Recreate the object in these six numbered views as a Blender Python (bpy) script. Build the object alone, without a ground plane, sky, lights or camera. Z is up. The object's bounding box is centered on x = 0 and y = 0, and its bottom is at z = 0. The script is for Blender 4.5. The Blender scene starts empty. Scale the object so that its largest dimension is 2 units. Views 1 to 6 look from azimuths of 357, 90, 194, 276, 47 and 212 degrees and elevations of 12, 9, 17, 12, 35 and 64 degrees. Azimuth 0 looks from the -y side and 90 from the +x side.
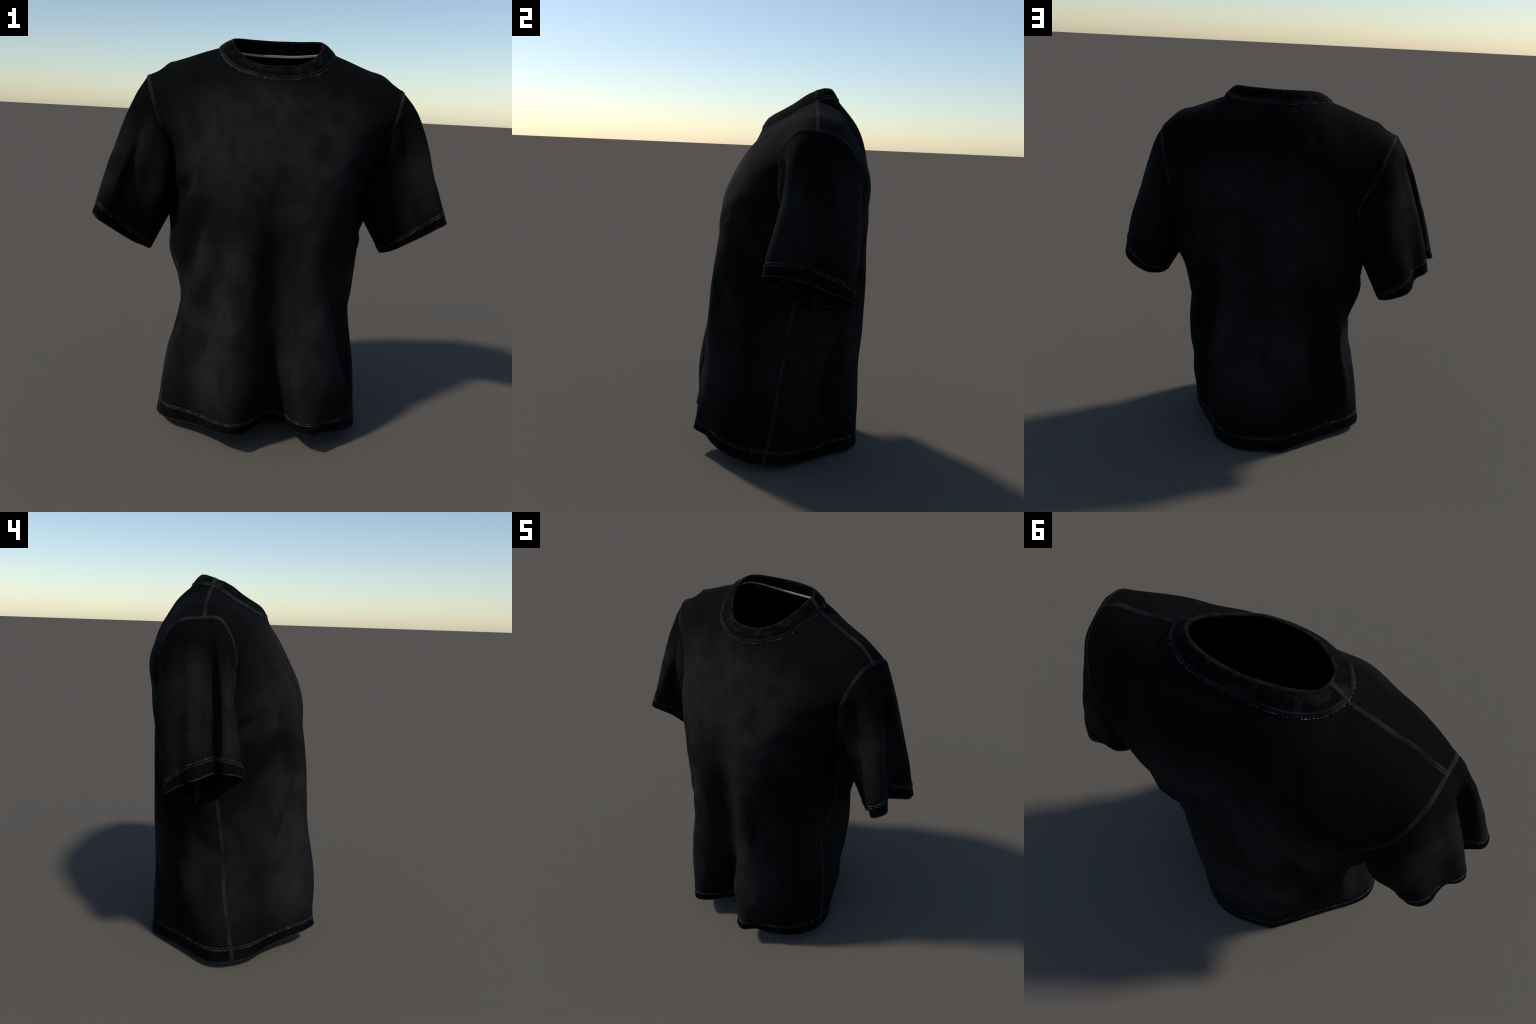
"""Black short-sleeved crew-neck T-shirt standing as if worn by an invisible
body.  The garment is built the way it is sewn: front panel, back panel and two
sleeves are lofted through hand-placed cross-sections that share their seam
curves; collar, hem bands, cuffs, seam ridges, stitches and the neck tape are
then laid along those seams."""
import math, random
import numpy as np

# ---------------------------------------------------------------- splines
def A(*p):
    return np.array(p, float)

def chord(P):
    return np.concatenate([[0], np.cumsum(np.linalg.norm(np.diff(P, axis=0), axis=1))])

def hermite(K, P, T, q):
    """Cubic through P at knots K with tangents T, evaluated at q (P may be N x ... )."""
    q = np.clip(q, K[0], K[-1])
    i = np.clip(np.searchsorted(K, q, side='right') - 1, 0, len(K) - 2)
    h = (K[i + 1] - K[i])
    t = (q - K[i]) / h
    sh = (-1,) + (1,) * (P.ndim - 1)
    t = t.reshape(sh); h = h.reshape(sh)
    return ((2*t**3 - 3*t**2 + 1) * P[i] + (t**3 - 2*t**2 + t) * h * T[i]
            + (-2*t**3 + 3*t**2) * P[i + 1] + (t**3 - t**2) * h * T[i + 1])

def tangents(K, P, closed=False):
    """Non-uniform Catmull-Rom (Bessel) tangents."""
    sh = (-1,) + (1,) * (P.ndim - 1)
    d = np.diff(P, axis=0) / np.diff(K).reshape(sh)
    h = np.diff(K).reshape(sh)
    T = np.empty_like(P)
    T[1:-1] = (d[:-1] * h[1:] + d[1:] * h[:-1]) / (h[:-1] + h[1:])
    if closed:
        T[0] = T[-1] = (d[-1] * h[0] + d[0] * h[-1]) / (h[0] + h[-1])
    else:
        T[0] = 1.5 * d[0] - .5 * T[1] if len(P) > 2 else d[0]
        T[-1] = 1.5 * d[-1] - .5 * T[-2] if len(P) > 2 else d[-1]
    return T

def resample(P, n, closed=False, even=True):
    """n+1 points along a smooth curve through P, evenly spaced by length."""
    P = np.asarray(P, float)
    K = chord(P)
    T = tangents(K, P, closed)
    q = np.linspace(0, K[-1], 40 * len(P))
    D = hermite(K, P, T, q)
    if not even:
        return hermite(K, P, T, np.linspace(0, K[-1], n + 1))
    L = chord(D)
    s = np.linspace(0, L[-1], n + 1)
    return np.stack([np.interp(s, L, D[:, k]) for k in range(3)], 1)

# ---------------------------------------------------------------- the seams
# side seams, hem edge up to the armpit: x, y, z
SIDE_L = A((-.546, -.075, .042), (-.512, -.022, .35), (-.455, .012, .64), (-.487, .050, .93), (-.498, .130, 1.145))
SIDE_R = A((.490, -.060, .040), (.462, -.008, .35), (.420, .030, .64), (.455, .075, .93), (.450, .140, 1.168))
# armholes above the armpit, front and back branch, up to the shoulder tip
ARM_FL = A((-.506, .062, 1.28), (-.512, .030, 1.40), (-.590, -.060, 1.59), (-.640, -.004, 1.755))
ARM_FR = A((.472, .080, 1.285), (.505, .030, 1.40), (.588, -.047, 1.60), (.632, .010, 1.741))
ARM_BL = A((-.510, .262, 1.27), (-.512, .300, 1.41), (-.596, .298, 1.60), (-.640, .225, 1.742))
ARM_BR = A((.492, .285, 1.28), (.510, .345, 1.42), (.558, .338, 1.615), (.610, .250, 1.728))
TIP_L, TIP_R = A(-.648, .084, 1.772), A(.633, .124, 1.768)
NECK_L, NECK_R = A(-.303, .109, 1.930), A(.291, .135, 1.927)
SHOULDER_L = A(TIP_L, (-.580, .092, 1.816), (-.560, .094, 1.834), (-.545, .096, 1.846), (-.520, .097, 1.853), (-.477, .100, 1.868), (-.366, .106, 1.909), NECK_L)
SHOULDER_R = A(NECK_R, (.384, .134, 1.892), (.470, .130, 1.860), (.535, .128, 1.842), (.556, .128, 1.831), (.582, .128, 1.811), TIP_R)
NECK_FRONT = A(NECK_L, (-.293, .055, 1.902), (-.266, -.008, 1.861), (-.225, -.065, 1.830), (-.176, -.099, 1.809), (-.127, -.120, 1.797),
               (-.075, -.135, 1.788), (-.014, -.139, 1.783), (.040, -.135, 1.785), (.088, -.120, 1.791),
               (.154, -.081, 1.806), (.208, -.034, 1.830), (.252, .030, 1.868), (.280, .085, 1.904), NECK_R)
NECK_BACK = A(NECK_L, (-.271, .190, 1.940), (-.211, .230, 1.932), (-.130, .250, 1.924), (-.009, .258, 1.922),
              (.095, .262, 1.925), (.187, .250, 1.935), (.257, .205, 1.943), NECK_R)

# ---------------------------------------------------------------- cross-sections
# each row runs from the left (-x) seam to the right (+x) seam
def flat(z, *xy):
    return [(x, y, z) for x, y in xy]

FRONT = [
    # hem edge: two hanging lobes with a deep valley between them
    [(-.500, -.152, .050), (-.385, -.243, .067), (-.310, -.330, .088), (-.220, -.442, .110), (-.162, -.474, .116),
     (-.112, -.432, .107), (-.067, -.358, .100), (-.015, -.268, .088), (.046, -.204, .083), (.110, -.276, .090),
     (.132, -.358, .102), (.158, -.426, .117), (.215, -.450, .115), (.268, -.380, .097), (.343, -.343, .089),
     (.428, -.262, .069), (.474, -.165, .048)],
    flat(.35, (-.482, -.130), (-.400, -.240), (-.310, -.350), (-.235, -.420), (-.168, -.466), (-.088, -.448),
         (-.030, -.372), (.045, -.290), (.096, -.330), (.121, -.406), (.200, -.434), (.285, -.400), (.360, -.320),
         (.430, -.210), (.462, -.100)),
    flat(.65, (-.455, -.080), (-.412, -.190), (-.340, -.290), (-.255, -.365), (-.175, -.424), (-.100, -.404),
         (-.025, -.355), (.045, -.325), (.106, -.352), (.170, -.390), (.230, -.402), (.300, -.360), (.360, -.270),
         (.405, -.170), (.420, -.070)),
    flat(.95, (-.478, -.040), (-.440, -.150), (-.385, -.245), (-.310, -.318), (-.220, -.370), (-.130, -.398),
         (-.040, -.385), (.050, -.368), (.130, -.374), (.200, -.383), (.265, -.355), (.330, -.275), (.385, -.180),
         (.425, -.080), (.446, .010)),
    flat(1.20, (-.482, .020), (-.465, -.080), (-.410, -.192), (-.330, -.285), (-.255, -.328), (-.170, -.362),
         (-.060, -.368), (.050, -.363), (.150, -.355), (.240, -.328), (.320, -.260), (.385, -.170), (.425, -.070),
         (.446, .030)),
    flat(1.29, (-.492, -.020), (-.460, -.110), (-.403, -.212), (-.320, -.288), (-.240, -.328), (-.150, -.355), (-.060, -.358),
         (.050, -.352), (.150, -.344), (.245, -.314), (.330, -.244), (.400, -.155), (.445, -.060), (.466, .025)),
    flat(1.40, (-.495, -.045), (-.455, -.145), (-.390, -.230), (-.305, -.287), (-.200, -.338), (-.060, -.342),
         (.050, -.333), (.150, -.325), (.250, -.290), (.340, -.220), (.420, -.130), (.475, -.045)),
    flat(1.60, (-.535, -.108), (-.450, -.166), (-.350, -.211), (-.220, -.255), (-.100, -.248), (.000, -.237),
         (.100, -.234), (.220, -.225), (.350, -.185), (.450, -.135), (.535, -.085)),
    # flat top of the shoulders, just in front of the shoulder seams
    [(-.560, -.035, 1.775), (-.450, -.066, 1.790), (-.350, -.100, 1.772), (-.250, -.148, 1.742), (-.130, -.180, 1.703),
     (.000, -.180, 1.693), (.130, -.172, 1.705), (.250, -.125, 1.740), (.350, -.070, 1.772), (.450, -.028, 1.785),
     (.555, .002, 1.770)],
]
BACK = [
    [(-.556, .020, .034), (-.520, .087, .030), (-.456, .157, .028), (-.356, .270, .024), (-.262, .375, .016),
     (-.196, .435, .006), (-.150, .448, .004), (-.107, .460, .008), (-.036, .474, .001), (.065, .475, .000),
     (.135, .450, .005), (.190, .415, .009), (.250, .325, .012), (.385, .150, .018), (.457, .040, .022)],
    flat(.35, (-.522, .040), (-.490, .120), (-.400, .240), (-.300, .346), (-.200, .415), (-.100, .453), (.000, .479),
         (.100, .465), (.170, .435), (.245, .380), (.320, .320), (.395, .258), (.440, .190), (.465, .120), (.478, .055)),
    flat(.65, (-.462, .100), (-.415, .225), (-.325, .340), (-.220, .420), (-.100, .457), (.000, .477), (.090, .462),
         (.160, .435), (.240, .382), (.310, .328), (.380, .282), (.438, .243), (.470, .165), (.460, .085)),
    flat(.95, (-.518, .130), (-.460, .250), (-.370, .345), (-.250, .415), (-.120, .452), (.000, .475), (.070, .465),
         (.138, .445), (.200, .410), (.280, .365), (.365, .325), (.445, .270), (.480, .200), (.478, .130)),
    flat(1.20, (-.530, .200), (-.515, .265), (-.450, .330), (-.350, .393), (-.220, .440), (-.100, .466), (.000, .472),
         (.060, .466), (.130, .447), (.190, .430), (.280, .412), (.370, .378), (.455, .322), (.508, .262), (.490, .190)),
    flat(1.29, (-.490, .310), (-.440, .345), (-.350, .399), (-.220, .444), (-.100, .471), (.000, .477), (.100, .463), (.200, .438),
         (.290, .415), (.380, .384), (.450, .342), (.490, .305)),
    flat(1.40, (-.445, .352), (-.350, .405), (-.220, .448), (-.100, .478), (.000, .481), (.100, .468), (.220, .445),
         (.350, .420), (.450, .375)),
    flat(1.60, (-.500, .350), (-.400, .395), (-.250, .430), (-.100, .455), (.000, .461), (.120, .450), (.250, .424),
         (.400, .397), (.500, .371)),
    [(-.570, .232, 1.772), (-.500, .245, 1.792), (-.400, .280, 1.800), (-.250, .362, 1.795), (-.120, .378, 1.780),
     (.000, .385, 1.780), (.130, .378, 1.782), (.250, .358, 1.796), (.400, .278, 1.805), (.500, .254, 1.792), (.565, .245, 1.765)],
]
NU = 132                       # columns across a panel
NS = 33                        # columns of the shoulder part at either end of the top row
SUB = 10                       # rows between neighbouring sections
KNOTS = np.array([0, .31, .61, .91, 1.15, 1.26, 1.37, 1.58, 1.75, 1.92])
ARMPIT = 4                     # section index of the armpit

def panel(rows, arm_l, arm_r, neck):
    left = list(SIDE_L) + list(arm_l)
    right = list(SIDE_R) + list(arm_r)
    S = [resample(A(left[k], *rows[k], right[k]), NU) for k in range(9)]
    top = np.concatenate([resample(SHOULDER_L, NS)[:-1], resample(neck, NU - 2 * NS)[:-1], resample(SHOULDER_R, NS)])
    S = np.array(S + [top])
    T = tangents(KNOTS, S)
    q = np.concatenate([np.linspace(a, b, SUB + 1)[:-1] for a, b in zip(KNOTS[:-1], KNOTS[1:])] + [[KNOTS[-1]]])
    # extra rows for the hem band (6.6 cm high) with a sharp worn edge
    hem = np.array([0, .004, .010, .024, .040, .054, .060, .066, .072, .080, .100, .13])
    q = np.concatenate([hem, q[q > .14]])
    return hermite(KNOTS, S, T, q), q

def weld(F, B, rows):
    """Let both panels meet exactly on the side seams."""
    for col, step in ((0, 1), (NU, -1)):
        m = (F[:rows, col] + B[:rows, col]) / 2
        for G in (F, B):
            d = m - G[:rows, col]
            for i in range(9):
                G[:rows, col + step * i] += d * (1 - i / 9) ** 2

FP, VQ = panel(FRONT, ARM_FL, ARM_FR, NECK_FRONT)
BP, _ = panel(BACK, ARM_BL, ARM_BR, NECK_BACK)
PIT = int(np.argmin(abs(VQ - KNOTS[ARMPIT])))
HEM = int(np.argmin(abs(VQ - .066)))
weld(FP, BP, PIT + 1)

# ---------------------------------------------------------------- sleeves
# cuff edge: front half from the underarm seam to the outer fold, then the back half on to the seam
CUFF_L = [A((-.627, .110, .893), (-.632, .062, .900), (-.652, .032, .916), (-.692, .002, .937), (-.740, -.028, .969), (-.787, -.060, 1.006), (-.832, -.114, 1.048),
            (-.866, -.148, 1.080), (-.890, -.120, 1.099), (-.893, -.062, 1.102), (-.860, -.038, 1.098), (-.825, -.012, 1.090), (-.842, .020, 1.081)),
          A((-.842, .020, 1.081), (-.868, .042, 1.074), (-.884, .065, 1.066), (-.870, .098, 1.054), (-.832, .122, 1.034), (-.820, .158, 1.019),
            (-.815, .200, .992), (-.792, .228, .970), (-.750, .240, .950), (-.688, .212, .917), (-.642, .165, .897), (-.627, .110, .893))]
CUFF_R = [A((.615, .155, .908), (.636, .120, .919), (.668, .090, .937), (.706, .068, .962), (.768, .021, 1.011), (.808, -.038, 1.052),
            (.837, -.098, 1.091), (.868, -.108, 1.110), (.896, -.055, 1.121), (.865, .000, 1.108), (.815, .060, 1.088), (.808, .095, 1.078)),
          A((.808, .095, 1.078), (.832, .140, 1.068), (.856, .195, 1.050), (.845, .240, 1.035), (.812, .300, 1.004), (.773, .327, .984),
            (.735, .302, .942), (.676, .294, .920), (.632, .255, .911), (.615, .205, .906), (.615, .155, .908))]
NT = 40

def half_loop(col, F, up):
    E = F[PIT:, col]
    return E if up else E[::-1]

def sleeve(side):
    col = 0 if side < 0 else NU
    cuff = CUFF_L if side < 0 else CUFF_R
    a0 = half_loop(col, FP, True)
    a1 = half_loop(col, BP, False)
    n0, n1 = len(a0) - 1, len(a1) - 1
    # cuff points at the same fractions of length as the armhole points
    def match(a, c):
        f = chord(a) / chord(a)[-1]
        D = resample(c, 400)
        L = chord(D) / chord(D)[-1]
        return np.stack([np.interp(f, L, D[:, k]) for k in range(3)], 1)
    arm = np.concatenate([a0, a1[1:]])
    end = np.concatenate([match(a0, cuff[0]), match(a1, cuff[1])[1:]])
    s = np.concatenate([np.linspace(0, .5, n0 + 1), np.linspace(.5, 1, n1 + 1)[1:]])
    ctr = end.mean(0)
    out = end - ctr
    rings = []
    for t in TS:
        # fold ripples of the cuff die out towards the shoulder
        soft = smooth_loop(end, int(18 * (1 - t)))
        e = soft
        P = arm * (1 - t) + e * t
        P += sleeve_bulge(side, s, t)
        rings.append(P)
    rings = np.array(rings)
    # tighter rows next to the cuff edge
    T = tangents(TS, rings)
    q = np.concatenate([np.linspace(0, .82, 34), [.86, .885, .905, .92, .935, .95, .965, .98, .99, .996, 1.0]])
    return hermite(TS, rings, T, q), s

TS = np.array([0, .12, .30, .52, .76, 1.0])

def smooth_loop(P, n):
    P = P[:-1].copy()
    for _ in range(n):
        P = .5 * P + .25 * (np.roll(P, 1, 0) + np.roll(P, -1, 0))
    return np.concatenate([P, P[:1]])

def bump(s, c, w):
    d = (s - c + .5) % 1 - .5
    return np.exp(-(d / w) ** 2)

def sleeve_bulge(side, s, t):
    """Offsets (m) that round the sleeve head and let the cloth hang in folds:
    a ridge in front, a valley below the shoulder seam, a wide lobe behind."""
    env = math.sin(math.pi * t ** .8) ** .8 if 0 < t < 1 else 0
    o = np.zeros((len(s), 3))
    if side < 0:
        x = .042 * bump(s, .405, .07) - .010 * bump(s, .465, .03) + .034 * bump(s, .58, .12)
    else:
        x = .062 * bump(s, .42, .09) + .045 * bump(s, .60, .13)
    o[:, 0] += side * env * x
    o[:, 2] += .010 * env * bump(s, .5, .16)
    return o

SL, S_L = sleeve(-1)
SR, S_R = sleeve(+1)

# ---------------------------------------------------------------- collar
LIP_FRONT = A((-.236, .104, 1.973), (-.215, .030, 1.933), (-.178, -.018, 1.894), (-.140, -.055, 1.867), (-.075, -.090, 1.851),
              (-.015, -.097, 1.849), (.058, -.087, 1.854), (.100, -.073, 1.862), (.147, -.035, 1.882), (.187, .025, 1.917),
              (.216, .095, 1.965), (.223, .135, 1.984))
LIP_BACK = A((-.236, .104, 1.973), (-.226, .150, 1.988), (-.190, .178, 1.993), (-.150, .195, 1.993), (-.090, .212, 1.993),
             (-.020, .226, 1.993), (.040, .229, 1.995), (.110, .224, 1.997), (.190, .197, 1.999), (.216, .168, 1.996), (.223, .135, 1.984))
NC = NU - 2 * NS

def collar():
    base_f, base_b = FP[-1, NS:NU - NS + 1], BP[-1, NS:NU - NS + 1]
    base = np.concatenate([base_f, base_b[::-1][1:-1]])
    lip = np.concatenate([resample(LIP_FRONT, NC), resample(LIP_BACK, NC)[::-1][1:-1]])
    return base, lip
C_BASE, C_LIP = collar()
# ---------------------------------------------------------------- welded skin and its normals
class Skin:
    """All cloth grids welded into one surface so that shading runs over the seams."""
    def __init__(self):
        self.pos, self.key, self.quads = [], {}, []
    def add(self, G):
        idx = np.empty(G.shape[:2], int)
        for i in range(G.shape[0]):
            for j in range(G.shape[1]):
                k = tuple(np.round(G[i, j], 5))
                if k not in self.key:
                    self.key[k] = len(self.pos)
                    self.pos.append(G[i, j])
                idx[i, j] = self.key[k]
        return idx
    def faces(self, idx, flip):
        a, b, c, d = idx[:-1, :-1], idx[:-1, 1:], idx[1:, 1:], idx[1:, :-1]
        q = np.stack([a, b, c, d], -1)
        return q[..., ::-1] if flip else q
    def normals(self):
        P = np.array(self.pos)
        N = np.zeros_like(P)
        for q in self.quads:
            q = q.reshape(-1, 4)
            n = np.cross(P[q[:, 2]] - P[q[:, 0]], P[q[:, 3]] - P[q[:, 1]])
            for k in range(4):
                np.add.at(N, q[:, k], n)
        return N / np.maximum(np.linalg.norm(N, axis=1, keepdims=True), 1e-12)

skin = Skin()
grids = {}
for name, G, flip in (('front', FP, False), ('back', BP, True), ('left', SL, False), ('right', SR, True)):
    idx = skin.add(G)
    if name in ('left', 'right'):
        idx[:, -1] = idx[:, 0]
    q = skin.faces(idx, flip)
    skin.quads.append(q)
    grids[name] = (idx, q)

# ---------------------------------------------------------------- folds
# A fold is a line of (x, y, z, depth, half-width): the cloth sinks by depth along
# it (negative depth: it rises into a ridge), fading with a bell profile.
FRONT_FOLDS = [
    # front: hollow between the two hanging lobes
    [(.0, -.36, 1.32, 0, .08), (.015, -.365, 1.20, .04, .08), (.02, -.37, 1.0, .06, .08), (.02, -.35, .75, .045, .08), (.03, -.30, .58, 0, .06)],
    # front left: drapes fanning from the side up to the chest
    [(-.31, -.31, 1.20, 0, .04), (-.364, -.271, 1.11, .06, .048), (-.415, -.19, .96, .066, .055), (-.445, -.115, .835, .058, .055), (-.465, -.03, .75, .02, .05), (-.47, .02, .70, 0, .04)],
    [(-.40, -.22, 1.34, 0, .03), (-.45, -.148, 1.274, .026, .04), (-.475, -.06, 1.22, .03, .04)],
    [(-.20, -.37, 1.02, 0, .04), (-.262, -.351, .895, .05, .045), (-.315, -.314, .665, .055, .052), (-.35, -.278, .468, .055, .052), (-.39, -.25, .30, .012, .05)],
    [(-.34, -.28, .90, 0, .03), (-.385, -.235, .76, -.028, .04), (-.42, -.175, .60, -.02, .04), (-.45, -.15, .48, 0, .04)],
]
LEFT_SIDE_FOLDS = [
    # left side: cloth bulging above a pinched crease
    [(-.48, .04, 1.02, 0, .04), (-.488, .055, .93, -.028, .05), (-.48, .07, .84, -.012, .04), (-.475, .08, .78, 0, .04)],
    [(-.46, .21, .72, 0, .03), (-.47, .155, .645, .03, .04), (-.465, .10, .62, .035, .04), (-.46, .03, .57, .035, .045), (-.457, -.085, .56, .045, .045), (-.44, -.15, .52, 0, .04)],
    [(-.37, .35, 1.02, 0, .04), (-.39, .325, .93, -.03, .045), (-.408, .30, .80, -.058, .047), (-.432, .25, .70, -.075, .05), (-.437, .24, .60, -.085, .047), (-.465, .195, .44, -.078, .047), (-.50, .13, .26, -.028, .045), (-.52, .10, .15, 0, .04)],
]
RIGHT_SIDE_FOLDS = [
    # front right: slack above the chest, drapes down the side
    [(.15, -.35, 1.20, 0, .04), (.22, -.315, 1.33, -.02, .05), (.33, -.222, 1.42, -.025, .06), (.42, -.137, 1.42, -.018, .05)],
    [(.24, -.32, 1.22, 0, .04), (.30, -.275, 1.29, -.018, .04), (.37, -.20, 1.33, 0, .04)],
    [(.30, -.27, 1.18, 0, .04), (.363, -.212, 1.12, .022, .045), (.40, -.13, 1.08, 0, .04)],
    [(.23, -.36, 1.05, 0, .04), (.285, -.335, .90, .055, .052), (.336, -.289, .69, .068, .058), (.385, -.245, .43, .05, .052), (.43, -.22, .25, 0, .04)],
    [(.22, -.40, .70, 0, .05), (.22, -.416, .50, .018, .06), (.22, -.42, .30, 0, .05)],
    [(.40, -.16, 1.05, 0, .04), (.41, -.12, .905, .05, .045), (.425, -.05, .78, .025, .042), (.432, .025, .66, .018, .042), (.44, .05, .50, 0, .04)],
    [(.42, -.04, 1.12, 0, .04), (.43, .0, 1.01, -.03, .05), (.45, .07, .98, -.025, .05), (.46, .12, .90, 0, .04)],
]
BACK_FOLDS = [
    # back: tall hollow between the shoulder blades, channels to either side
    [(0, .30, 1.90, 0, .10), (-.02, .35, 1.83, .022, .15), (-.03, .42, 1.70, .042, .17), (-.045, .46, 1.55, .062, .18), (-.05, .48, 1.40, .073, .16), (-.045, .471, 1.19, .058, .115),
     (-.036, .473, .925, .048, .085), (-.036, .473, .66, .042, .085), (-.01, .477, .40, .016, .08), (0, .477, .25, 0, .08)],
    [(.24, .42, 1.32, 0, .04), (.236, .41, 1.18, .038, .045), (.257, .385, .94, .055, .055), (.30, .345, .75, .065, .06), (.345, .30, .52, .062, .065), (.37, .27, .35, .03, .06), (.34, .28, .20, 0, .05)],
    [(.45, .27, .95, 0, .03), (.455, .24, .845, .035, .04), (.47, .175, .685, .045, .04), (.47, .09, .50, .03, .04), (.47, .05, .40, 0, .04)],
    [(.43, .34, 1.42, 0, .04), (.475, .31, 1.33, -.03, .045), (.51, .26, 1.13, -.035, .045), (.49, .20, 1.0, 0, .04)],
    [(-.23, .44, 1.42, 0, .04), (-.25, .436, 1.30, .032, .045), (-.29, .41, 1.10, .055, .055), (-.324, .374, .92, .058, .055), (-.34, .345, .72, .06, .05), (-.36, .30, .51, .045, .045), (-.38, .27, .36, 0, .04)],
    [(-.40, .39, 1.32, 0, .04), (-.42, .36, 1.18, .02, .05), (-.42, .34, 1.0, 0, .04)],
]
SMALL_DRAPES = [
    # smaller drapes
    [(.12, .45, 1.46, 0, .04), (.125, .445, 1.35, -.018, .04), (.12, .45, 1.0, -.022, .042), (.12, .452, .68, -.02, .042), (.11, .455, .50, 0, .04)],
    [(.31, .39, 1.18, 0, .035), (.323, .377, 1.09, -.025, .035), (.340, .32, .85, -.03, .035), (.375, .28, .70, -.02, .035), (.39, .26, .60, 0, .035)],
    [(.215, .41, 1.28, 0, .04), (.215, .40, 1.19, .015, .035), (.22, .40, 1.05, 0, .03)],
    [(.36, .40, 1.38, 0, .05), (.36, .395, 1.30, .016, .045), (.38, .37, 1.2, 0, .04)],
    [(.39, .25, .62, 0, .05), (.38, .25, .48, .042, .06), (.37, .26, .38, .048, .065), (.34, .29, .27, .03, .06), (.32, .31, .15, 0, .05)],
    [(.25, .38, .52, 0, .06), (.25, .375, .42, .018, .07), (.23, .39, .30, .018, .07), (.22, .40, .18, 0, .05)],
    [(.46, .14, .50, 0, .04), (.462, .14, .40, .025, .05), (.46, .13, .30, 0, .04)],
    [(-.30, -.25, 1.56, 0, .05), (-.318, -.268, 1.45, -.02, .06), (-.30, -.30, 1.30, -.02, .06), (-.275, -.325, 1.12, -.018, .05), (-.26, -.34, 1.0, 0, .04)],
    [(-.48, -.12, 1.56, 0, .05), (-.46, -.14, 1.42, .018, .05), (-.42, -.15, 1.28, .02, .05), (-.46, -.08, 1.17, .02, .045), (-.48, -.03, 1.06, 0, .04)],
    [(-.44, -.20, .42, 0, .05), (-.443, -.189, .32, .018, .06), (-.45, -.17, .20, 0, .05)],
    [(-.22, -.38, .82, 0, .04), (-.217, -.391, .72, .018, .045), (-.20, -.41, .60, 0, .04)],
    [(-.43, -.09, 1.78, 0, .05), (-.36, -.12, 1.75, .016, .05), (-.28, -.16, 1.72, 0, .05)],
    [(.40, -.08, 1.74, 0, .05), (.32, -.125, 1.72, .012, .05), (.24, -.16, 1.70, 0, .05)],
    [(-.20, .37, 1.77, 0, .05), (-.26, .352, 1.79, .018, .06), (-.34, .32, 1.79, 0, .05)],
    [(-.45, .30, 1.08, 0, .03), (-.458, .265, .99, .028, .035), (-.47, .23, .90, 0, .03)],
    [(-.47, .37, 1.58, 0, .05), (-.48, .355, 1.48, -.016, .05), (-.49, .315, 1.33, -.022, .05), (-.50, .27, 1.20, 0, .04)],
    [(.10, -.36, 1.30, 0, .04), (.108, -.352, 1.22, .014, .04), (.10, -.36, 1.05, 0, .04)],
]
YOKE = [
    # soft rise of the back yoke towards the shoulder seams
    [(.27, .20, 1.91, 0, .05), (.33, .215, 1.87, -.012, .06), (.45, .235, 1.81, -.006, .06), (.54, .22, 1.79, 0, .05)],
    [(-.27, .18, 1.92, 0, .05), (-.33, .20, 1.88, -.012, .06), (-.45, .20, 1.83, -.006, .06), (-.56, .19, 1.80, 0, .05)],
]
SLEEVE_L_FOLDS = [
    # narrow ridge in front, valley under the shoulder seam, flat back
    [(-.68, .06, 1.68, 0, .04), (-.715, .035, 1.57, .03, .035), (-.785, .005, 1.385, .06, .036), (-.825, .008, 1.22, .052, .034), (-.845, .005, 1.12, .012, .03)],
    [(-.67, .20, 1.72, 0, .05), (-.70, .185, 1.66, .030, .06), (-.75, .17, 1.48, .03, .06), (-.80, .15, 1.30, .012, .05), (-.83, .14, 1.15, 0, .05)],
    [(-.65, -.045, 1.62, 0, .04), (-.665, -.06, 1.50, .04, .038), (-.695, -.07, 1.38, .042, .036), (-.725, -.078, 1.24, .04, .036), (-.76, -.07, 1.07, .008, .035)],
    [(-.57, -.05, 1.55, 0, .04), (-.555, -.015, 1.42, -.055, .045), (-.575, .015, 1.22, -.062, .055), (-.61, .03, 1.07, -.025, .05), (-.63, .05, .98, 0, .04)],
    [(-.68, -.0, 1.67, 0, .03), (-.725, -.025, 1.57, -.014, .03), (-.80, -.05, 1.38, -.022, .03), (-.86, -.08, 1.20, -.008, .03), (-.88, -.09, 1.14, 0, .03)],
    [(-.63, -.0, 1.73, 0, .03), (-.65, -.015, 1.67, -.015, .035), (-.67, -.04, 1.60, 0, .03)],
    [(-.56, .30, 1.50, 0, .05), (-.60, .275, 1.36, -.035, .065), (-.60, .24, 1.20, -.035, .06), (-.62, .21, 1.04, -.02, .05), (-.64, .20, .95, 0, .05)],
]
SLEEVE_L_FOLDS += [
    [(-.69, -.05, 1.44, 0, .03), (-.70, -.05, 1.37, .018, .03), (-.715, -.055, 1.28, .02, .03), (-.72, -.055, 1.18, .018, .03), (-.74, -.05, 1.07, 0, .03)],
    [(-.63, -.055, 1.55, 0, .03), (-.634, -.055, 1.49, -.015, .035), (-.64, -.05, 1.42, 0, .03)],
    [(-.61, -.01, 1.28, 0, .03), (-.609, -.02, 1.19, -.02, .035), (-.62, .0, 1.10, 0, .03)],
    [(-.66, .27, 1.52, 0, .05), (-.666, .27, 1.42, -.015, .05), (-.674, .272, 1.22, -.018, .05), (-.68, .25, 1.10, 0, .05)],
]
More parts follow.
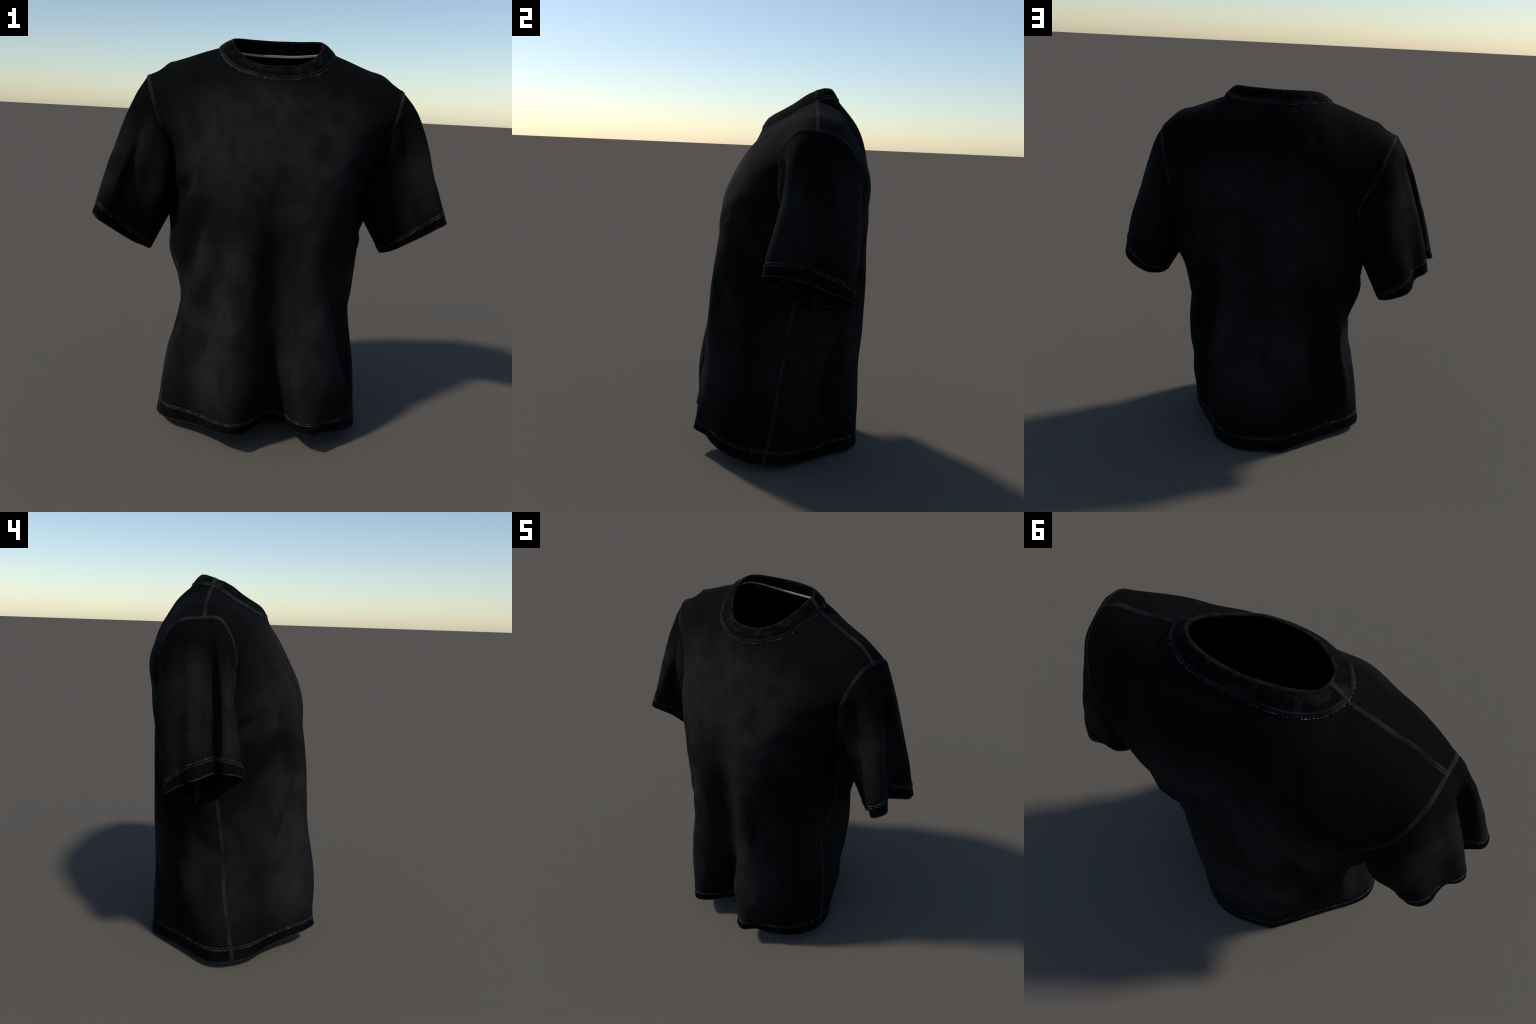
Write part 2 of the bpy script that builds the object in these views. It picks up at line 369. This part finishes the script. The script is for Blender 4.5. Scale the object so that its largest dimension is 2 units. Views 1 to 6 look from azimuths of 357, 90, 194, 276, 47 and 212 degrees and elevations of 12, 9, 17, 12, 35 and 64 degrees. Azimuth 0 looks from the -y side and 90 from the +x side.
SLEEVE_R_FOLDS = [
    [(.65, -.02, 1.66, 0, .04), (.66, -.03, 1.60, .018, .045), (.705, -.048, 1.44, .034, .05), (.746, -.07, 1.28, .026, .045), (.78, -.075, 1.17, 0, .04)],
    [(.79, .03, 1.44, 0, .03), (.807, .034, 1.337, .02, .04), (.82, .04, 1.24, 0, .03)],
    [(.64, .02, 1.72, 0, .04), (.70, -.01, 1.58, -.004, .05), (.78, -.03, 1.42, .0, .05), (.84, -.05, 1.26, -.004, .04), (.88, -.08, 1.13, 0, .03)],
    [(.68, .10, 1.70, 0, .04), (.74, .11, 1.51, .055, .055), (.785, .105, 1.32, .066, .058), (.81, .11, 1.16, .045, .045), (.81, .10, 1.09, .01, .03)],
    [(.65, .24, 1.70, 0, .05), (.675, .25, 1.61, .016, .06), (.755, .245, 1.40, .018, .06), (.80, .24, 1.22, 0, .05)],
    [(.63, -.035, 1.64, 0, .04), (.665, -.035, 1.46, .05, .04), (.69, .0, 1.25, .055, .045), (.715, .01, 1.12, .03, .045), (.76, .02, 1.02, 0, .04)],
    [(.57, -.05, 1.58, 0, .04), (.58, -.025, 1.47, -.025, .04), (.58, .0, 1.35, -.01, .04), (.58, .03, 1.25, 0, .04)],
    [(.55, .33, 1.48, 0, .05), (.555, .305, 1.27, -.045, .06), (.61, .30, 1.15, -.05, .06), (.66, .30, 1.02, -.015, .05), (.68, .29, .95, 0, .04)],
]

PULLS = [
    # short pulls of the cloth round the waist and armpits
    [(-.46, .02, .75, 0, .03), (-.454, -.03, .70, .035, .035), (-.453, -.085, .65, .035, .04), (-.44, -.13, .61, 0, .03)],
    [(-.48, .03, .57, 0, .03), (-.481, .03, .50, .025, .035), (-.49, .02, .42, 0, .03)],
    [(-.49, .09, 1.06, 0, .03), (-.497, .065, 1.0, -.014, .04), (-.50, .105, .86, -.008, .04), (-.48, .13, .76, 0, .03)],
    [(-.36, .36, 1.09, 0, .04), (-.37, .35, 1.02, -.018, .04), (-.42, .325, .86, -.015, .04), (-.445, .30, .77, -.02, .04), (-.46, .255, .60, -.018, .045), (-.48, .20, .45, 0, .04)],
    [(-.36, -.24, 1.29, 0, .03), (-.39, -.221, 1.235, -.018, .033), (-.44, -.14, 1.14, -.018, .033), (-.46, -.08, 1.08, 0, .03)],
    [(-.41, -.10, 1.31, 0, .03), (-.415, -.085, 1.25, .02, .033), (-.45, -.065, 1.15, .02, .033), (-.47, -.03, 1.08, 0, .03)],
    [(-.29, -.28, 1.13, 0, .03), (-.325, -.225, 1.06, -.02, .035), (-.36, -.19, .99, 0, .03)],
    [(-.33, -.29, .98, 0, .03), (-.38, -.24, .885, .02, .04), (-.43, -.18, .72, .02, .04), (-.44, -.15, .62, 0, .03)],
    [(-.28, -.29, .80, 0, .03), (-.291, -.273, .70, -.015, .035), (-.30, -.27, .60, 0, .03)],
    [(-.29, -.35, .56, 0, .05), (-.30, -.345, .46, .018, .06), (-.335, -.29, .38, .018, .06), (-.35, -.27, .25, 0, .05)],
    [(-.51, -.11, 1.66, 0, .03), (-.497, -.137, 1.59, .015, .04), (-.48, -.14, 1.5, 0, .03)],
    [(.38, .22, .52, 0, .04), (.39, .215, .40, .022, .05), (.345, .24, .32, .026, .05), (.31, .30, .20, 0, .04)],
    [(.23, .39, .77, 0, .04), (.229, .383, .675, .02, .04), (.235, .385, .58, 0, .04)],
    [(-.23, .40, .47, 0, .05), (-.235, .395, .35, -.016, .06), (-.24, .40, .24, 0, .05)],
    [(-.06, .46, .46, 0, .05), (-.06, .46, .34, .014, .06), (-.05, .46, .22, 0, .05)],
    [(-.22, .38, 1.76, 0, .05), (-.266, .364, 1.755, .012, .05), (-.32, .35, 1.74, 0, .05)],
    [(.43, .04, .71, 0, .03), (.429, .055, .628, .03, .035), (.44, .06, .54, 0, .03)],
    [(.45, .06, .92, 0, .03), (.446, .06, .843, -.015, .035), (.44, .05, .77, 0, .03)],
    [(.40, -.22, .50, 0, .04), (.405, -.21, .38, -.014, .045), (.42, -.21, .26, 0, .04)],
    [(.41, -.15, 1.40, 0, .03), (.413, -.135, 1.32, .016, .04), (.40, -.146, 1.20, .016, .04), (.40, -.15, 1.1, 0, .03)],
    [(.29, -.27, .76, 0, .03), (.297, -.258, .66, -.014, .035), (.31, -.26, .55, 0, .03)],
    [(.41, -.15, .76, 0, .03), (.41, -.147, .66, .02, .04), (.42, -.14, .55, 0, .03)],
    [(.31, -.27, 1.42, 0, .03), (.325, -.26, 1.345, -.012, .04), (.31, -.27, 1.27, 0, .03)],
]
TORSO_FOLDS = PULLS + FRONT_FOLDS + LEFT_SIDE_FOLDS + RIGHT_SIDE_FOLDS + BACK_FOLDS + SMALL_DRAPES + YOKE

def fold_depth(P, folds):
    """Summed sinking depth of the folds at the points P."""
    out = np.zeros(len(P))
    for line in folds:
        L = A(*line)
        D = np.stack([np.interp(np.linspace(0, 1, 240), chord(L[:, :3]) / chord(L[:, :3])[-1], L[:, k]) for k in range(5)], 1)
        for a in range(0, len(P), 4000):
            d2 = ((P[a:a + 4000, None] - D[None, :, :3]) ** 2).sum(-1)
            j = d2.argmin(1)
            out[a:a + 4000] += D[j, 3] * np.exp(-d2[np.arange(len(j)), j] / D[j, 4] ** 2)
    return out

PP = np.array(skin.pos)
PN0 = skin.normals()
torso = np.unique(np.concatenate([grids['front'][0].ravel(), grids['back'][0].ravel()]))
sink = np.zeros(len(PP))
sink[torso] = fold_depth(PP[torso], TORSO_FOLDS)
for k in ('front', 'back'):
    g = sink[grids[k][0]]
    for _ in range(5):          # cloth has no hard steps: relax the depth over neighbouring rows and columns
        g[1:-1, 1:-1] = (4 * g[1:-1, 1:-1] + g[:-2, 1:-1] + g[2:, 1:-1] + 2 * g[1:-1, :-2] + 2 * g[1:-1, 2:]) / 10
    sink[grids[k][0][1:-1, 1:-1]] = g[1:-1, 1:-1]
PP[torso] -= PN0[torso] * sink[torso][:, None]
for side, folds in (('left', SLEEVE_L_FOLDS), ('right', SLEEVE_R_FOLDS)):
    ids = np.unique(grids[side][0][1:])
    PP[ids] -= PN0[ids] * fold_depth(PP[ids], folds)[:, None]
skin.pos = list(PP)
PN = skin.normals()
FP, BP, SL, SR = (PP[grids[k][0]] for k in ('front', 'back', 'left', 'right'))
C_BASE, C_LIP = collar()
# ==== BLENDER
import bpy
from mathutils import Vector
random.seed(7)
rng = np.random.default_rng(7)
THICK = .0055

CUFFROW = 34 + 2               # sleeve row of the cuff stitch line
# the double-layer hem and cuff bands stand slightly proud, with a dip along their stitch line
def swell(idx, rows, amount):
    for r, a in zip(rows, amount):
        v = np.unique(idx[r])
        PP[v] += PN[v] * a
for n in ('front', 'back'):
    swell(grids[n][0][:, 1:-1], range(HEM + 3), [.006, .005, .004, .003, .002, .002, .001, -.004, -.001, .001][:HEM + 3])
v = np.unique(np.concatenate([grids['front'][0][HEM, [0, NU]]]))

# ---------------------------------------------------------------- materials
def material(name, build, rough=.95, spec=.05):
    m = bpy.data.materials.new(name)
    m.use_nodes = True
    nt = m.node_tree
    b = nt.nodes['Principled BSDF']
    b.inputs['Roughness'].default_value = rough
    b.inputs['Specular IOR Level'].default_value = spec
    build(nt, b)
    return m

def node(nt, kind, **k):
    n = nt.nodes.new(kind)
    for a, v in k.items():
        setattr(n, a, v)
    return n

def patches(nt, scale, detail, lo, hi, c0, c1, stretch=(1, 1, 1), rough=.55, distortion=.3):
    """Two tones mixed by a soft noise mask on Object coordinates."""
    tc = node(nt, 'ShaderNodeTexCoord')
    mp = node(nt, 'ShaderNodeMapping')
    mp.inputs['Scale'].default_value = stretch
    no = node(nt, 'ShaderNodeTexNoise')
    no.inputs['Scale'].default_value = scale
    no.inputs['Detail'].default_value = detail
    no.inputs['Roughness'].default_value = rough
    no.inputs['Distortion'].default_value = distortion
    cr = node(nt, 'ShaderNodeValToRGB')
    cr.color_ramp.interpolation = 'EASE'
    cr.color_ramp.elements[0].position, cr.color_ramp.elements[0].color = lo, (*c0, 1)
    cr.color_ramp.elements[1].position, cr.color_ramp.elements[1].color = hi, (*c1, 1)
    nt.links.new(tc.outputs['Object'], mp.inputs['Vector'])
    nt.links.new(mp.outputs['Vector'], no.inputs['Vector'])
    nt.links.new(no.outputs['Fac'], cr.inputs['Fac'])
    return tc, cr.outputs['Color']

def knit(nt, bsdf, tc, strength=.12):
    """Fine jersey grain."""
    w = node(nt, 'ShaderNodeTexNoise')
    w.inputs['Scale'].default_value = 420
    w.inputs['Detail'].default_value = 2
    bp = node(nt, 'ShaderNodeBump')
    bp.inputs['Strength'].default_value = strength
    bp.inputs['Distance'].default_value = .001
    nt.links.new(tc.outputs['Object'], w.inputs['Vector'])
    nt.links.new(w.outputs['Fac'], bp.inputs['Height'])
    nt.links.new(bp.outputs['Normal'], bsdf.inputs['Normal'])

def cloth(c0, c1, scale=3.2, lo=.36, hi=.66, detail=5, stretch=(1, 1, .7)):
    def build(nt, b):
        tc, col = patches(nt, scale, detail, lo, hi, c0, c1, stretch)
        nt.links.new(col, b.inputs['Base Color'])
        knit(nt, b, tc)
    return build

# paler zones of the black cloth: centre (x, y, z), radii, strength
PALE_ZONES = [((.0, -.24, 1.42), (.66, .40, .42), .95), ((-.25, -.38, .66), (.30, .36, .60), 1.0), ((.21, -.38, .64), (.26, .32, .60), .95),
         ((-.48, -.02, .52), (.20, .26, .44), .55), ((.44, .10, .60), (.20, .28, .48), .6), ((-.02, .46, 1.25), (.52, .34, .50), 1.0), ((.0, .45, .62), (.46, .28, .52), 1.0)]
PALE_ZONES_SLEEVE = [((-.77, .16, 1.36), (.17, .20, .32), .8), ((-.70, -.08, 1.32), (.16, .12, .30), .6), ((-.83, -.06, 1.32), (.09, .07, .34), .8),
                ((.80, .02, 1.34), (.20, .22, .30), .8), ((.70, .28, 1.34), (.18, .16, .32), .6)]

def pale_zoned(zones, c0, c1):
    """Black cloth with soft paler patches broken up by noise."""
    def build(nt, b):
        tc, blot = patches(nt, 5.0, 7, .30, .70, (.26, .26, .26), (1, 1, 1), (1, 1, .8), .62, .4)
        total = None
        for c, r, k in zones:
            mp = node(nt, 'ShaderNodeMapping')
            mp.inputs['Location'].default_value = tuple(-a / q for a, q in zip(c, r))
            mp.inputs['Scale'].default_value = tuple(1 / q for q in r)
            nt.links.new(tc.outputs['Object'], mp.inputs['Vector'])
            ln = node(nt, 'ShaderNodeVectorMath', operation='LENGTH')
            nt.links.new(mp.outputs['Vector'], ln.inputs[0])
            mr = node(nt, 'ShaderNodeMapRange', interpolation_type='SMOOTHSTEP')
            mr.inputs['From Min'].default_value = 1.15
            mr.inputs['From Max'].default_value = .45
            mr.inputs['To Max'].default_value = k
            nt.links.new(ln.outputs['Value'], mr.inputs['Value'])
            if total is None:
                total = mr.outputs['Result']
            else:
                mx = node(nt, 'ShaderNodeMath', operation='MAXIMUM')
                nt.links.new(total, mx.inputs[0])
                nt.links.new(mr.outputs['Result'], mx.inputs[1])
                total = mx.outputs['Value']
        mul = node(nt, 'ShaderNodeMath', operation='MULTIPLY')
        nt.links.new(total, mul.inputs[0])
        nt.links.new(blot, mul.inputs[1])
        mix = node(nt, 'ShaderNodeMix', data_type='RGBA')
        mix.inputs['A'].default_value = (*c0, 1)
        mix.inputs['B'].default_value = (*c1, 1)
        nt.links.new(mul.outputs['Value'], mix.inputs['Factor'])
        nt.links.new(mix.outputs['Result'], b.inputs['Base Color'])
        knit(nt, b, tc)
    return build

JERSEY = material('pale_zoned_black_jersey', pale_zoned(PALE_ZONES, (.0026, .0026, .0027), (.0150, .0152, .0155)))
SLEEVE = material('black_sleeve_jersey', pale_zoned(PALE_ZONES_SLEEVE, (.0024, .0024, .0025), (.0160, .0162, .0165)))
BAND = material('deep_black_band', cloth((.0010, .0010, .0011), (.0026, .0026, .0027), scale=8))
RIB = material('rubbed_black_rib', cloth((.0015, .0015, .0016), (.0105, .0106, .011), scale=18, lo=.46, hi=.76, stretch=(1, 1, 1)))
EDGE = material('worn_edge', cloth((.007, .0071, .0073), (.020, .0202, .0207), scale=24, lo=.3, hi=.7))
LIP = material('worn_collar_lip', cloth((.004, .0041, .0042), (.012, .0121, .0124), scale=20, lo=.35, hi=.7))
RIDGE = material('worn_seam_ridge', cloth((.009, .0091, .0093), (.028, .0283, .0290), scale=13, lo=.32, hi=.66))
FADE = material('seam_ridge_foot', cloth((.004, .0041, .0042), (.012, .0121, .0124), scale=13, lo=.3, hi=.7))
GROOVE = material('seam_groove', cloth((.001, .001, .0011), (.002, .002, .0021), scale=20))
THREAD = material('grey_thread', cloth((.035, .036, .038), (.20, .202, .208), scale=38, lo=.42, hi=.70, stretch=(1, 1, 1)))
TAPE = material('pale_neck_tape', cloth((.40, .41, .43), (.47, .48, .50), scale=30, lo=.3, hi=.7), rough=.8)
for m in bpy.data.materials:
    m.use_backface_culling = False

# ---------------------------------------------------------------- objects
def empty(name):
    o = bpy.data.objects.new(name, None)
    bpy.context.scene.collection.objects.link(o)
    return o

SHIRT = empty('t_shirt')
SHIRT.location.z = .003
SHIRT['label'] = 'black short-sleeved crew-neck T-shirt standing on an invisible body'
SHIRT['category'] = 'T-shirt'

def obj(name, verts, faces, mats, mi=None, parent=SHIRT, normals=None, smooth=True, stuff=False):
    me = bpy.data.meshes.new(name)
    me.from_pydata([tuple(map(float, v)) for v in verts], [], [tuple(map(int, f)) for f in faces])
    for m in mats:
        me.materials.append(m)
    if mi is not None:
        me.polygons.foreach_set('material_index', np.asarray(mi, np.int32))
    me.polygons.foreach_set('use_smooth', np.full(len(faces), smooth))
    me.update()
    if normals is not None:
        me.normals_split_custom_set_from_vertices([tuple(map(float, n)) for n in normals])
    o = bpy.data.objects.new(name, me)
    bpy.context.scene.collection.objects.link(o)
    o.parent = parent
    if stuff:
        o['kind'] = 'stuff'
    return o

def shell(name, quads, mats, mi=None, rims=(), rim_mat=0, parent=SHIRT):
    """Cloth of real thickness from faces of the skin; rims are open edges
    (lists of skin vertices) that get a rounded closing strip."""
    q = quads.reshape(-1, 4)
    used = np.unique(q)
    rm = -np.ones(len(PP), int)
    rm[used] = np.arange(len(used))
    n = len(used)
    V = [PP[used], PP[used] - PN[used] * THICK]
    N = [PN[used], -PN[used]]
    F = [rm[q], rm[q][:, ::-1] + n]
    mi = np.zeros(len(q), int) if mi is None else np.asarray(mi).reshape(-1)
    M = [mi, np.where(mi == rim_mat, mi, 0)]
    base = 2 * n
    for line, away, closed in rims:
        k = len(line)
        p, nn = PP[line], PN[line]
        d = p - PP[away]
        d /= np.linalg.norm(d, axis=1, keepdims=True)
        prof = [(0, 0, 1), (.0014, .2, .75), (.002, .5, 0), (.0014, .8, -.75), (0, 1, -1)]
        for o, w, tilt in prof:
            V.append(p + d * o - nn * THICK * w)
            m = d * (1 - abs(tilt)) + nn * tilt
            N.append(m / np.linalg.norm(m, axis=1, keepdims=True))
        for r in range(len(prof) - 1):
            a = base + r * k + np.arange(k)
            b = a + k
            i = np.arange(k if closed else k - 1)
            j = (i + 1) % k
            F.append(np.stack([a[i], b[i], b[j], a[j]], 1))
            M.append(np.full(len(i), rim_mat))
        base += k * len(prof)
    return obj(name, np.concatenate(V), np.concatenate(F), mats, np.concatenate(M), parent, np.concatenate(N))

fi, fq = grids['front']
bi, bq = grids['back']
front = shell('front_panel', fq[HEM:], [JERSEY])
back = shell('back_panel', bq[HEM:], [JERSEY])
hem_q = np.concatenate([fq[:HEM].reshape(HEM, -1, 4), bq[:HEM].reshape(HEM, -1, 4)], 1)
hem_mi = np.zeros(hem_q.shape[:2], int)
hem_mi[:1] = 1
ring = np.concatenate([fi[0], bi[0, ::-1][1:-1]])
ring1 = np.concatenate([fi[1], bi[1, ::-1][1:-1]])
hem = shell('hem_band', hem_q, [BAND, EDGE], hem_mi, [(ring, ring1, True)], 1)
sleeves = []
for side in ('left', 'right'):
    idx, q = grids[side]
    sl = shell('sleeve', q[:CUFFROW], [SLEEVE])
    mi = np.zeros(q[CUFFROW:].shape[:2], int)
    mi[-2:] = 1
    cuff = shell('cuff', q[CUFFROW:], [BAND, EDGE], mi, [(idx[-1, :-1], idx[-2, :-1], True)], 1, parent=sl)
    sleeves.append((sl, cuff))

# ---------------------------------------------------------------- collar
nl = len(C_BASE)
tang = np.roll(C_BASE, -1, 0) - np.roll(C_BASE, 1, 0)
rise = C_LIP - C_BASE
CN = np.cross(tang, rise)
CN /= np.linalg.norm(CN, axis=1, keepdims=True)
ctr = C_BASE.mean(0)
if ((C_BASE - ctr) * CN).sum() < 0:
    CN = -CN
for _ in range(6):
    CN = .5 * CN + .25 * (np.roll(CN, 1, 0) + np.roll(CN, -1, 0))
CN /= np.linalg.norm(CN, axis=1, keepdims=True)
UP = rise / np.linalg.norm(rise, axis=1, keepdims=True)
CT = .011
# cross-section of the folded rib: (height 0-1 along the band, proud of the band plane)
cprof = [(0, -.001), (.04, .0005), (.10, .0035), (.2, .0048), (.35, .0058), (.5, .006), (.65, .0055), (.8, .0042), (.9, .0022),
         (.955, 0), (.985, -.003), (.998, -.0055), (.985, -.0085), (.95, -CT), (.8, -CT), (.55, -CT), (.3, -CT), (.05, -CT)]
rings = np.array([C_BASE + rise * h + CN * o for h, o in cprof])
# slight irregular waviness of the rib
wav = np.sin(np.linspace(0, 2 * np.pi, nl, endpoint=False) * 9 + .7) * .0006 + np.sin(np.linspace(0, 2 * np.pi, nl, endpoint=False) * 17) * .0004
for k, (h, o) in enumerate(cprof):
    rings[k] += CN * (wav * math.sin(math.pi * h))[:, None]
ci = np.arange(len(cprof) * nl).reshape(len(cprof), nl)
ci = np.concatenate([ci, ci[:, :1]], 1)
cf = np.stack([ci[:-1, :-1], ci[:-1, 1:], ci[1:, 1:], ci[1:, :-1]], -1)
cmi = np.zeros(cf.shape[:2], int)
cmi[8:11] = 1
collar_o = obj('collar', rings.reshape(-1, 3), cf.reshape(-1, 4), [RIB, LIP], cmi.reshape(-1))

# ---------------------------------------------------------------- seam ridges
def walk(P, N, ds):
    """Points and normals at distances ds along a polyline."""
    L = chord(P)
    return (np.stack([np.interp(ds, L, P[:, k]) for k in range(3)], 1), np.stack([np.interp(ds, L, N[:, k]) for k in range(3)], 1))

# distance from the seam, height above the cloth
SIDEPROF = [(0, -.0008), (.0012, .0004), (.0030, .0026), (.0048, .0030), (.0066, .0018), (.0092, .0006), (.0122, -.0008)]
STRIPMAT = [1, 0, 0, 0, 2, 2]

def ridge(name, sides, parent, prof=SIDEPROF, mats=STRIPMAT, closed=False):
    """sides: one or two lists of (points, normals) polylines leading away from the seam."""
    V, F, M, base = [], [], [], 0
    ds = np.array([d for d, _ in prof]); hs = np.array([h for _, h in prof])
    for si, side in enumerate(sides):
        rows = []
        for P, N in side:
            p, n = walk(np.asarray(P), np.asarray(N), ds)
            rows.append(p + n * hs[:, None])
        R = np.array(rows)
        k, m = R.shape[:2]
        V.append(R.reshape(-1, 3))
        for i in range(k if closed else k - 1):
            j = (i + 1) % k
            for c in range(m - 1):
                f = (base + i * m + c, base + i * m + c + 1, base + j * m + c + 1, base + j * m + c)
                F.append(f)
                M.append(mats[c])
        base += k * m
    V = np.concatenate(V)
    F = np.array(F)
    # face the cloth's outside
    n0 = np.cross(V[F[:, 2]] - V[F[:, 0]], V[F[:, 3]] - V[F[:, 1]])
    ref = np.concatenate([np.array([s[1][0] for s in side]) for side in sides])
    cen = V[F].mean(1)
    starts = np.concatenate([np.array([s[0][0] for s in side]) for side in sides])
    for i in range(len(F)):
        r = ref[np.argmin(((starts - cen[i]) ** 2).sum(1))]
        if n0[i] @ r < 0:
            F[i] = F[i][::-1]
    return obj(name, V, F, [RIDGE, GROOVE, FADE], M, parent)

def lines(idx):
    """Grid index rows -> list of (points, normals), one per row."""
    return [(PP[r], PN[r]) for r in idx]

W = 12
for col, inner in ((0, slice(0, W)), (NU, slice(NU, NU - W, -1))):
    ridge('side_seam', [lines(fi[HEM:PIT + 1, inner]), lines(bi[HEM:PIT + 1, inner])], front)
    ridge('side_seam', [lines(fi[:HEM + 1, inner]), lines(bi[:HEM + 1, inner])], hem)
for a, b in ((0, NS), (NU - NS, NU)):
    ridge('shoulder_seam', [lines(fi[::-1][:W, a:b + 1].T), lines(bi[::-1][:W, a:b + 1].T)], front)
for n, (side, inner) in enumerate((('left', slice(0, W)), ('right', slice(NU, NU - W, -1)))):
    idx = grids[side][0]
    up = lines(fi[PIT:, inner]) + lines(bi[PIT:, inner])[::-1][1:]
    ridge('armhole_seam', [up, lines(idx[:W].T)], sleeves[n][0])
    # underarm seam of the sleeve and its cuff
    m = idx.shape[1] - 1
    ridge('underarm_seam', [lines(idx[3:, :W]), lines(idx[3:, m:m - W:-1])], sleeves[n][0])

# neck seam: a double ridge on the collar's foot
CG = rings[:10]
CGN = np.repeat(CN[None], 10, 0)
NECKPROF = [(0, .0010), (.0020, .0032), (.0048, .0036), (.0072, .0012), (.0088, .0002), (.0106, .0016), (.0130, .0030), (.0160, .0020), (.0195, -.0008)]
ridge('neck_seam', [[(CG[:, i], CGN[:, i]) for i in range(nl)]], collar_o, NECKPROF, [0, 0, 2, 1, 1, 0, 2, 2], closed=True)
# seams across the collar above both shoulder seams
for c in (0, NC):
    def branch(step):
        ids = [(c + step * k) % nl for k in range(9)]
        return [(rings[r, ids], np.repeat(CN[ids[:1]], 9, 0)) for r in range(2, 11)]
    ridge('collar_seam', [branch(1), branch(-1)], collar_o)

# ---------------------------------------------------------------- stitches
def stitches(name, P, N, parent, length=.0085, gap=.0045, skip=.25, rad=.0013, wob=.0008, closed=True):
    """Small spindle-shaped stitches along a line, irregular like worn thread."""
    if closed:
        P = np.concatenate([P, P[:1]]); N = np.concatenate([N, N[:1]])
    L = chord(P)
    V, F = [], []
    s = 0
    while s < L[-1] - length:
        l = length * random.uniform(.55, 1.25)
        if random.random() > skip:
            r = rad * random.uniform(.7, 1.2)
            (a, b), (na, nb) = walk(P, N, np.array([s, s + l]))
            t = (b - a) / np.linalg.norm(b - a)
            n = (na + nb); n /= np.linalg.norm(n)
            w = np.cross(t, n)
            off = w * random.uniform(-wob, wob) + n * .0009
            k = len(V)
            for f, q in ((0, .45), (.25, 1), (.75, 1), (1, .45)):
                c = a + (b - a) * f + off
                for ang in range(6):
                    th = ang * math.pi / 3
                    V.append(c + r * q * (w * math.cos(th) * 1.2 + n * math.sin(th)))
            for m in range(3):
                for ang in range(6):
                    x, y = k + m * 6 + ang, k + m * 6 + (ang + 1) % 6
                    F.append((x, y, y + 6, x + 6))
            F.append(tuple(k + 5 - i for i in range(6)))
            F.append(tuple(k + 18 + i for i in range(6)))
        s += l + gap * random.uniform(.4, 1.8)
    me = obj(name, V, F, [THREAD], None, parent, stuff=True)
    return me

def loop_at(cols, d):
    """Line at distance d along each of the polylines in cols."""
    out = [walk(p, n, np.array([d])) for p, n in cols]
    return np.array([o[0][0] for o in out]), np.array([o[1][0] for o in out])

hem_up = lines(fi[HEM:HEM + W].T) + lines(bi[HEM:HEM + W, ::-1].T)[1:-1]
hem_dn = lines(fi[HEM::-1].T) + lines(bi[HEM::-1, ::-1].T)[1:-1]
BANDPROF = [(0, -.0010), (.0018, .0002), (.0040, .0018), (.0062, .0022), (.0088, .0010), (.0125, -.0008)]
BANDMAT = [1, 2, 2, 2, 2]
ridge('hem_seam', [hem_up, hem_dn], hem, BANDPROF, BANDMAT, closed=True)
for cols in (hem_up, hem_dn):
    P, N = loop_at(cols, .0055)
    stitches('hem_stitching', P + N * .002, N, hem, skip=.16, rad=.0009, length=.011, gap=.003)
for n, side in enumerate(('left', 'right')):
    idx = grids[side][0][:, :-1]
    a, b = lines(idx[CUFFROW:CUFFROW - W:-1].T), lines(idx[CUFFROW:].T)
    ridge('cuff_seam', [a, b], sleeves[n][1], BANDPROF, BANDMAT, closed=True)
    # the same seam shows inside the open cuff
    ins = lambda cols: [(p - n * (THICK + .0005), -n) for p, n in cols]
    ridge('cuff_inner_seam', [ins(a), ins(b)], sleeves[n][1], BANDPROF, BANDMAT, closed=True)
    e = idx.shape[1] - 1
    full = grids[side][0]
    ridge('underarm_inner_seam', [ins(lines(full[CUFFROW - 12:, :W])), ins(lines(full[CUFFROW - 12:, e + 1:e + 1 - W:-1]))], sleeves[n][1])
    for cols in (a, b):
        P, N = loop_at(cols, .0055)
        stitches('cuff_stitching', P + N * .002, N, sleeves[n][1], skip=.16, rad=.0009, length=.011, gap=.003)
neck_cols = lines(fi[::-1][:W, NS:NU - NS + 1].T) + lines(bi[::-1][:W, NS:NU - NS + 1].T)[::-1][1:-1]
P, N = loop_at(neck_cols, .004)
stitches('neck_stitching', P + N * .0008, N, collar_o, length=.008, gap=.003, skip=.15, rad=.0013)

# ---------------------------------------------------------------- neck tape inside the back neckline
tape_n = NC + 1
ids = [(NC + k) % nl for k in range(NC + 1)]
mid, tn, tu = C_BASE[ids], CN[ids], UP[ids]
inner = mid - tn * (CT + .004)
prof = [(-.0058, 0), (.0058, 0), (.0058, .0025), (-.0058, .0025)]
TV = np.concatenate([inner + tu * h + tn * o for h, o in prof])
TF = []
for k in range(4):
    a, b = k * tape_n, ((k + 1) % 4) * tape_n
    for i in range(tape_n - 1):
        TF.append((a + i, b + i, b + i + 1, a + i + 1))
TF.append((0, tape_n, 2 * tape_n, 3 * tape_n))
e = tape_n - 1
TF.append((3 * tape_n + e, 2 * tape_n + e, tape_n + e, e))
obj('neck_tape', TV, TF, [TAPE], None, collar_o, smooth=False)
